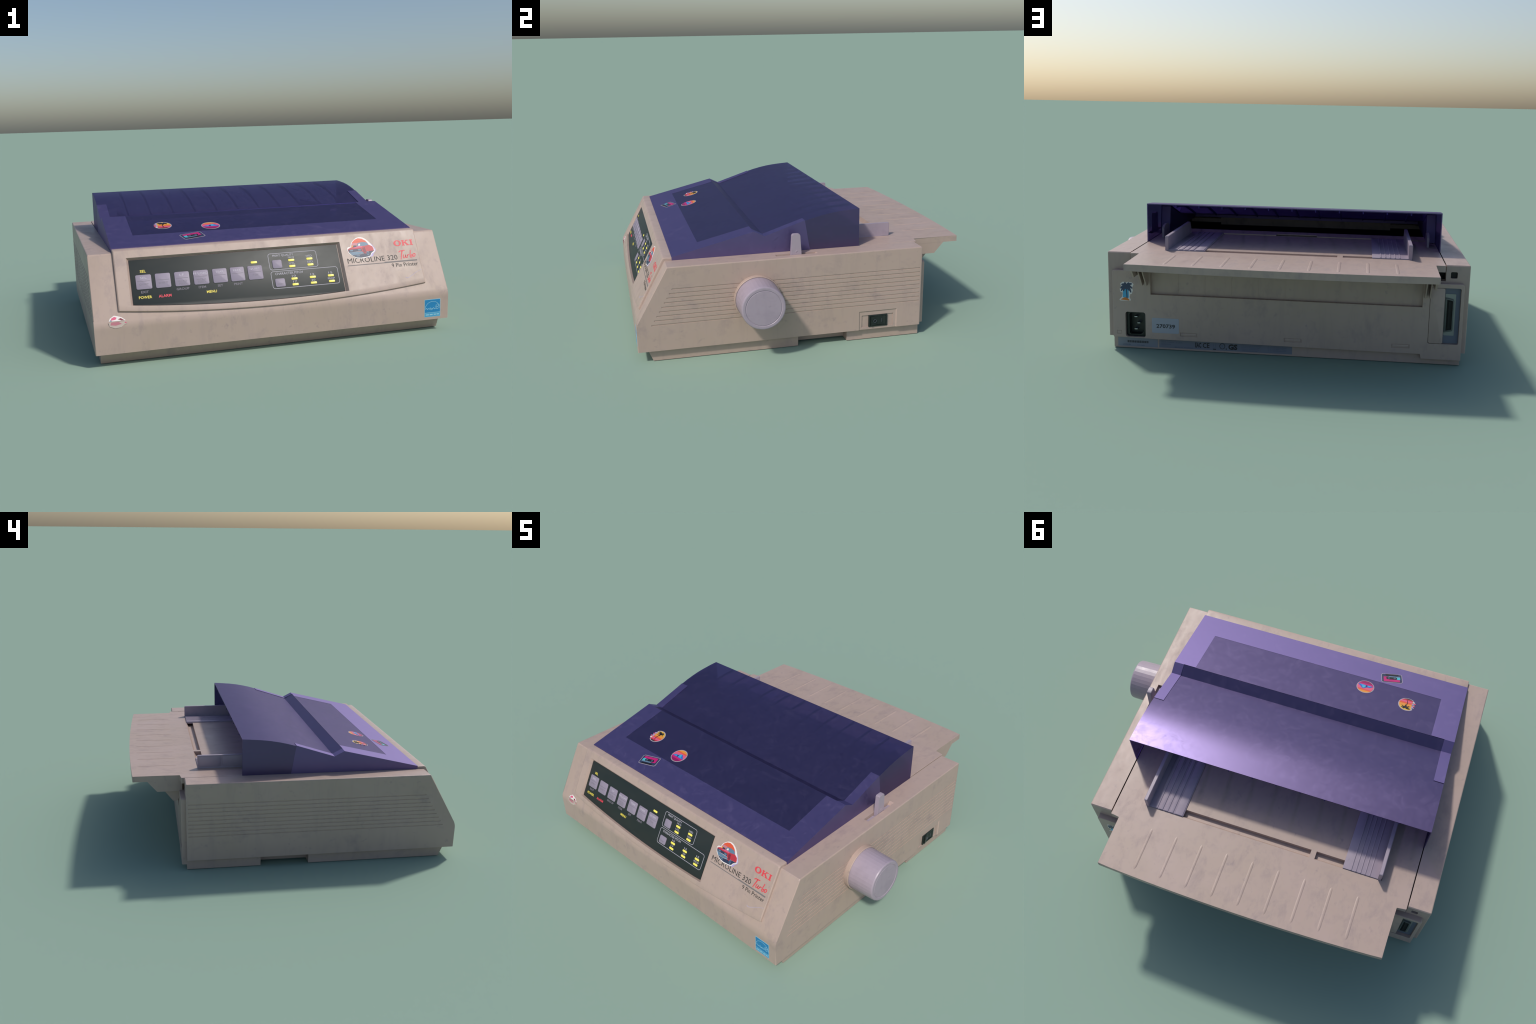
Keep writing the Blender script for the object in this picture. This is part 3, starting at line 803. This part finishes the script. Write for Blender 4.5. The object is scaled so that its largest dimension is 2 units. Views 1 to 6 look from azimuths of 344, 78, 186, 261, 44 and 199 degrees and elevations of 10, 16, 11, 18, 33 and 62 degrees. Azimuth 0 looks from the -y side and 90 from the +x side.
# number label, type plates and marks
bm = bmesh.new()
slab(bm, FR, rrect(-.5925, -.4505, .098, .178, .006), -.0003, .0008, mat=0)
text(bm, FR, '270739', -.569, -.471, .125, .146, .0006, .0013, 1, bold=.02)
finish('number_label', bm, [LABEL_W, INK], rear)
FB = frame((0, .622, 0), (-1, 0, 0), (0, 0, 1))
bm = bmesh.new()
slab(bm, FB, rrect(-.783, -.571, .008, .060, .002), -.0003, .0008, mat=1)
slab(bm, FB, rrect(-.563, .133, .009, .060, .002), -.0003, .0008, mat=0)
def btext(t, a0, a1, b0, b1, m=2, bold=.01): text(bm, FB, t, a0, a1, b0, b1, .0006, .0012, m, bold=bold)
for k in range(38):                             # bar code
    a = -.734 + .115*k/38
    w = .0009 + .0009*((k*7) % 3)
    slab(bm, FB, [(a, .028), (a+w, .028), (a+w, .040), (a, .040)], .0006, .0012, mat=2)
btext('AF5050A3B0', -.757, -.715, .014, .020, 3, 0); btext('C11 240V', -.68, -.64, .012, .018, 3, 0)
btext('MODEL NO: D22300A', -.552, -.448, .0485, .0545, 3); btext('220-240V  1.5A', -.552, -.44, .037, .043, 3); btext('50/60Hz', -.552, -.50, .026, .032, 3)
btext('Made in Thailand', -.48, -.385, .0125, .0175, 3)
btext('EAC', -.372, -.340, .019, .046, 2, .03); btext('CE', -.332, -.296, .019, .046, 2, .02)
slab(bm, FB, rrect(-.278, -.262, .0125, .0175, .001), .0006, .0012, mat=2); ribbon(bm, FB, [(-.277, .046), (-.2735, .023), (-.2655, .023), (-.263, .046)], .0018, .0006, .0012, 3)
ribbon(bm, FB, ring_pts(-.229, .033, .0135, 24, .0145), .003, .0006, .0012, 2, True); btext('UL', -.2355, -.2225, .0265, .040, 3)
slab(bm, FB, rrect(-.2115, -.205, .0165, .022, .001), .0006, .0012, mat=2); btext('GS', -.198, -.150, .016, .046, 2, .05)
for k in range(5): btext('Conforms to class B device limits', -.135+.002*k, -.022-.006*k, .0475-.0085*k, .0525-.0085*k, 3, 0)
ribbon(bm, FB, [(.010, .012), (.010, .056)], .0012, .0006, .0012, 3)
btext('OKI DATA CORPORATION', .018, .120, .0485, .0545, 3)
for k in range(3): btext('4-11-22 Shibaura Minato', .018, .105, .038-.009*k, .0435-.009*k, 3, 0)
finish('type_plate', bm, [LABEL, mat('label_pale', '#8a8d97', .5), INK, mat('ink_faint', '#656c7e', .6)], base)

# palm tree sticker
s = Sticker('palm_sticker', mapped(FR, -.722, .312, 1, 0, 0, 1), rear)
s.poly('white', [(-.040, -.046), (-.036, -.040), (-.026, -.030), (-.022, -.008), (-.034, -.004), (-.037, .012), (-.030, .026), (-.034, .040), (-.020, .050), (-.004, .046), (.004, .050), (.026, .048), (.036, .040), (.033, .030), (.028, .020), (.032, .006), (.026, -.012), (.018, -.014), (.014, -.030), (.020, -.044), (.018, -.049), (-.034, -.050)], 0)
s.poly('cyan', [(-.022, -.032), (-.020, .014), (.010, .014), (.010, -.034)], 1)
s.poly('sand', [(-.034, -.045), (-.020, -.036), (-.008, -.031), (.004, -.036), (.014, -.046), (.010, -.048)], 2)
s.line('palm', spline([(.001, -.036), (.000, -.015), (-.001, .002), (.000, .018)], 4), .0055, 3)
for e in ((-.030, .000), (-.033, .014), (-.028, .034), (-.014, .044), (.014, .045), (.028, .040), (.028, .016), (.022, -.006), (-.018, .000), (.012, .004)):
    s.line('palm', spline([(0, .020), (e[0]*.55, .020+(e[1]-.020)*.45+.009), e], 5), lambda t: .013*(1-t)**.6+.003, 3)
s.poly('palm', ring_pts(0, .019, .010, 14), 4)
s.done()
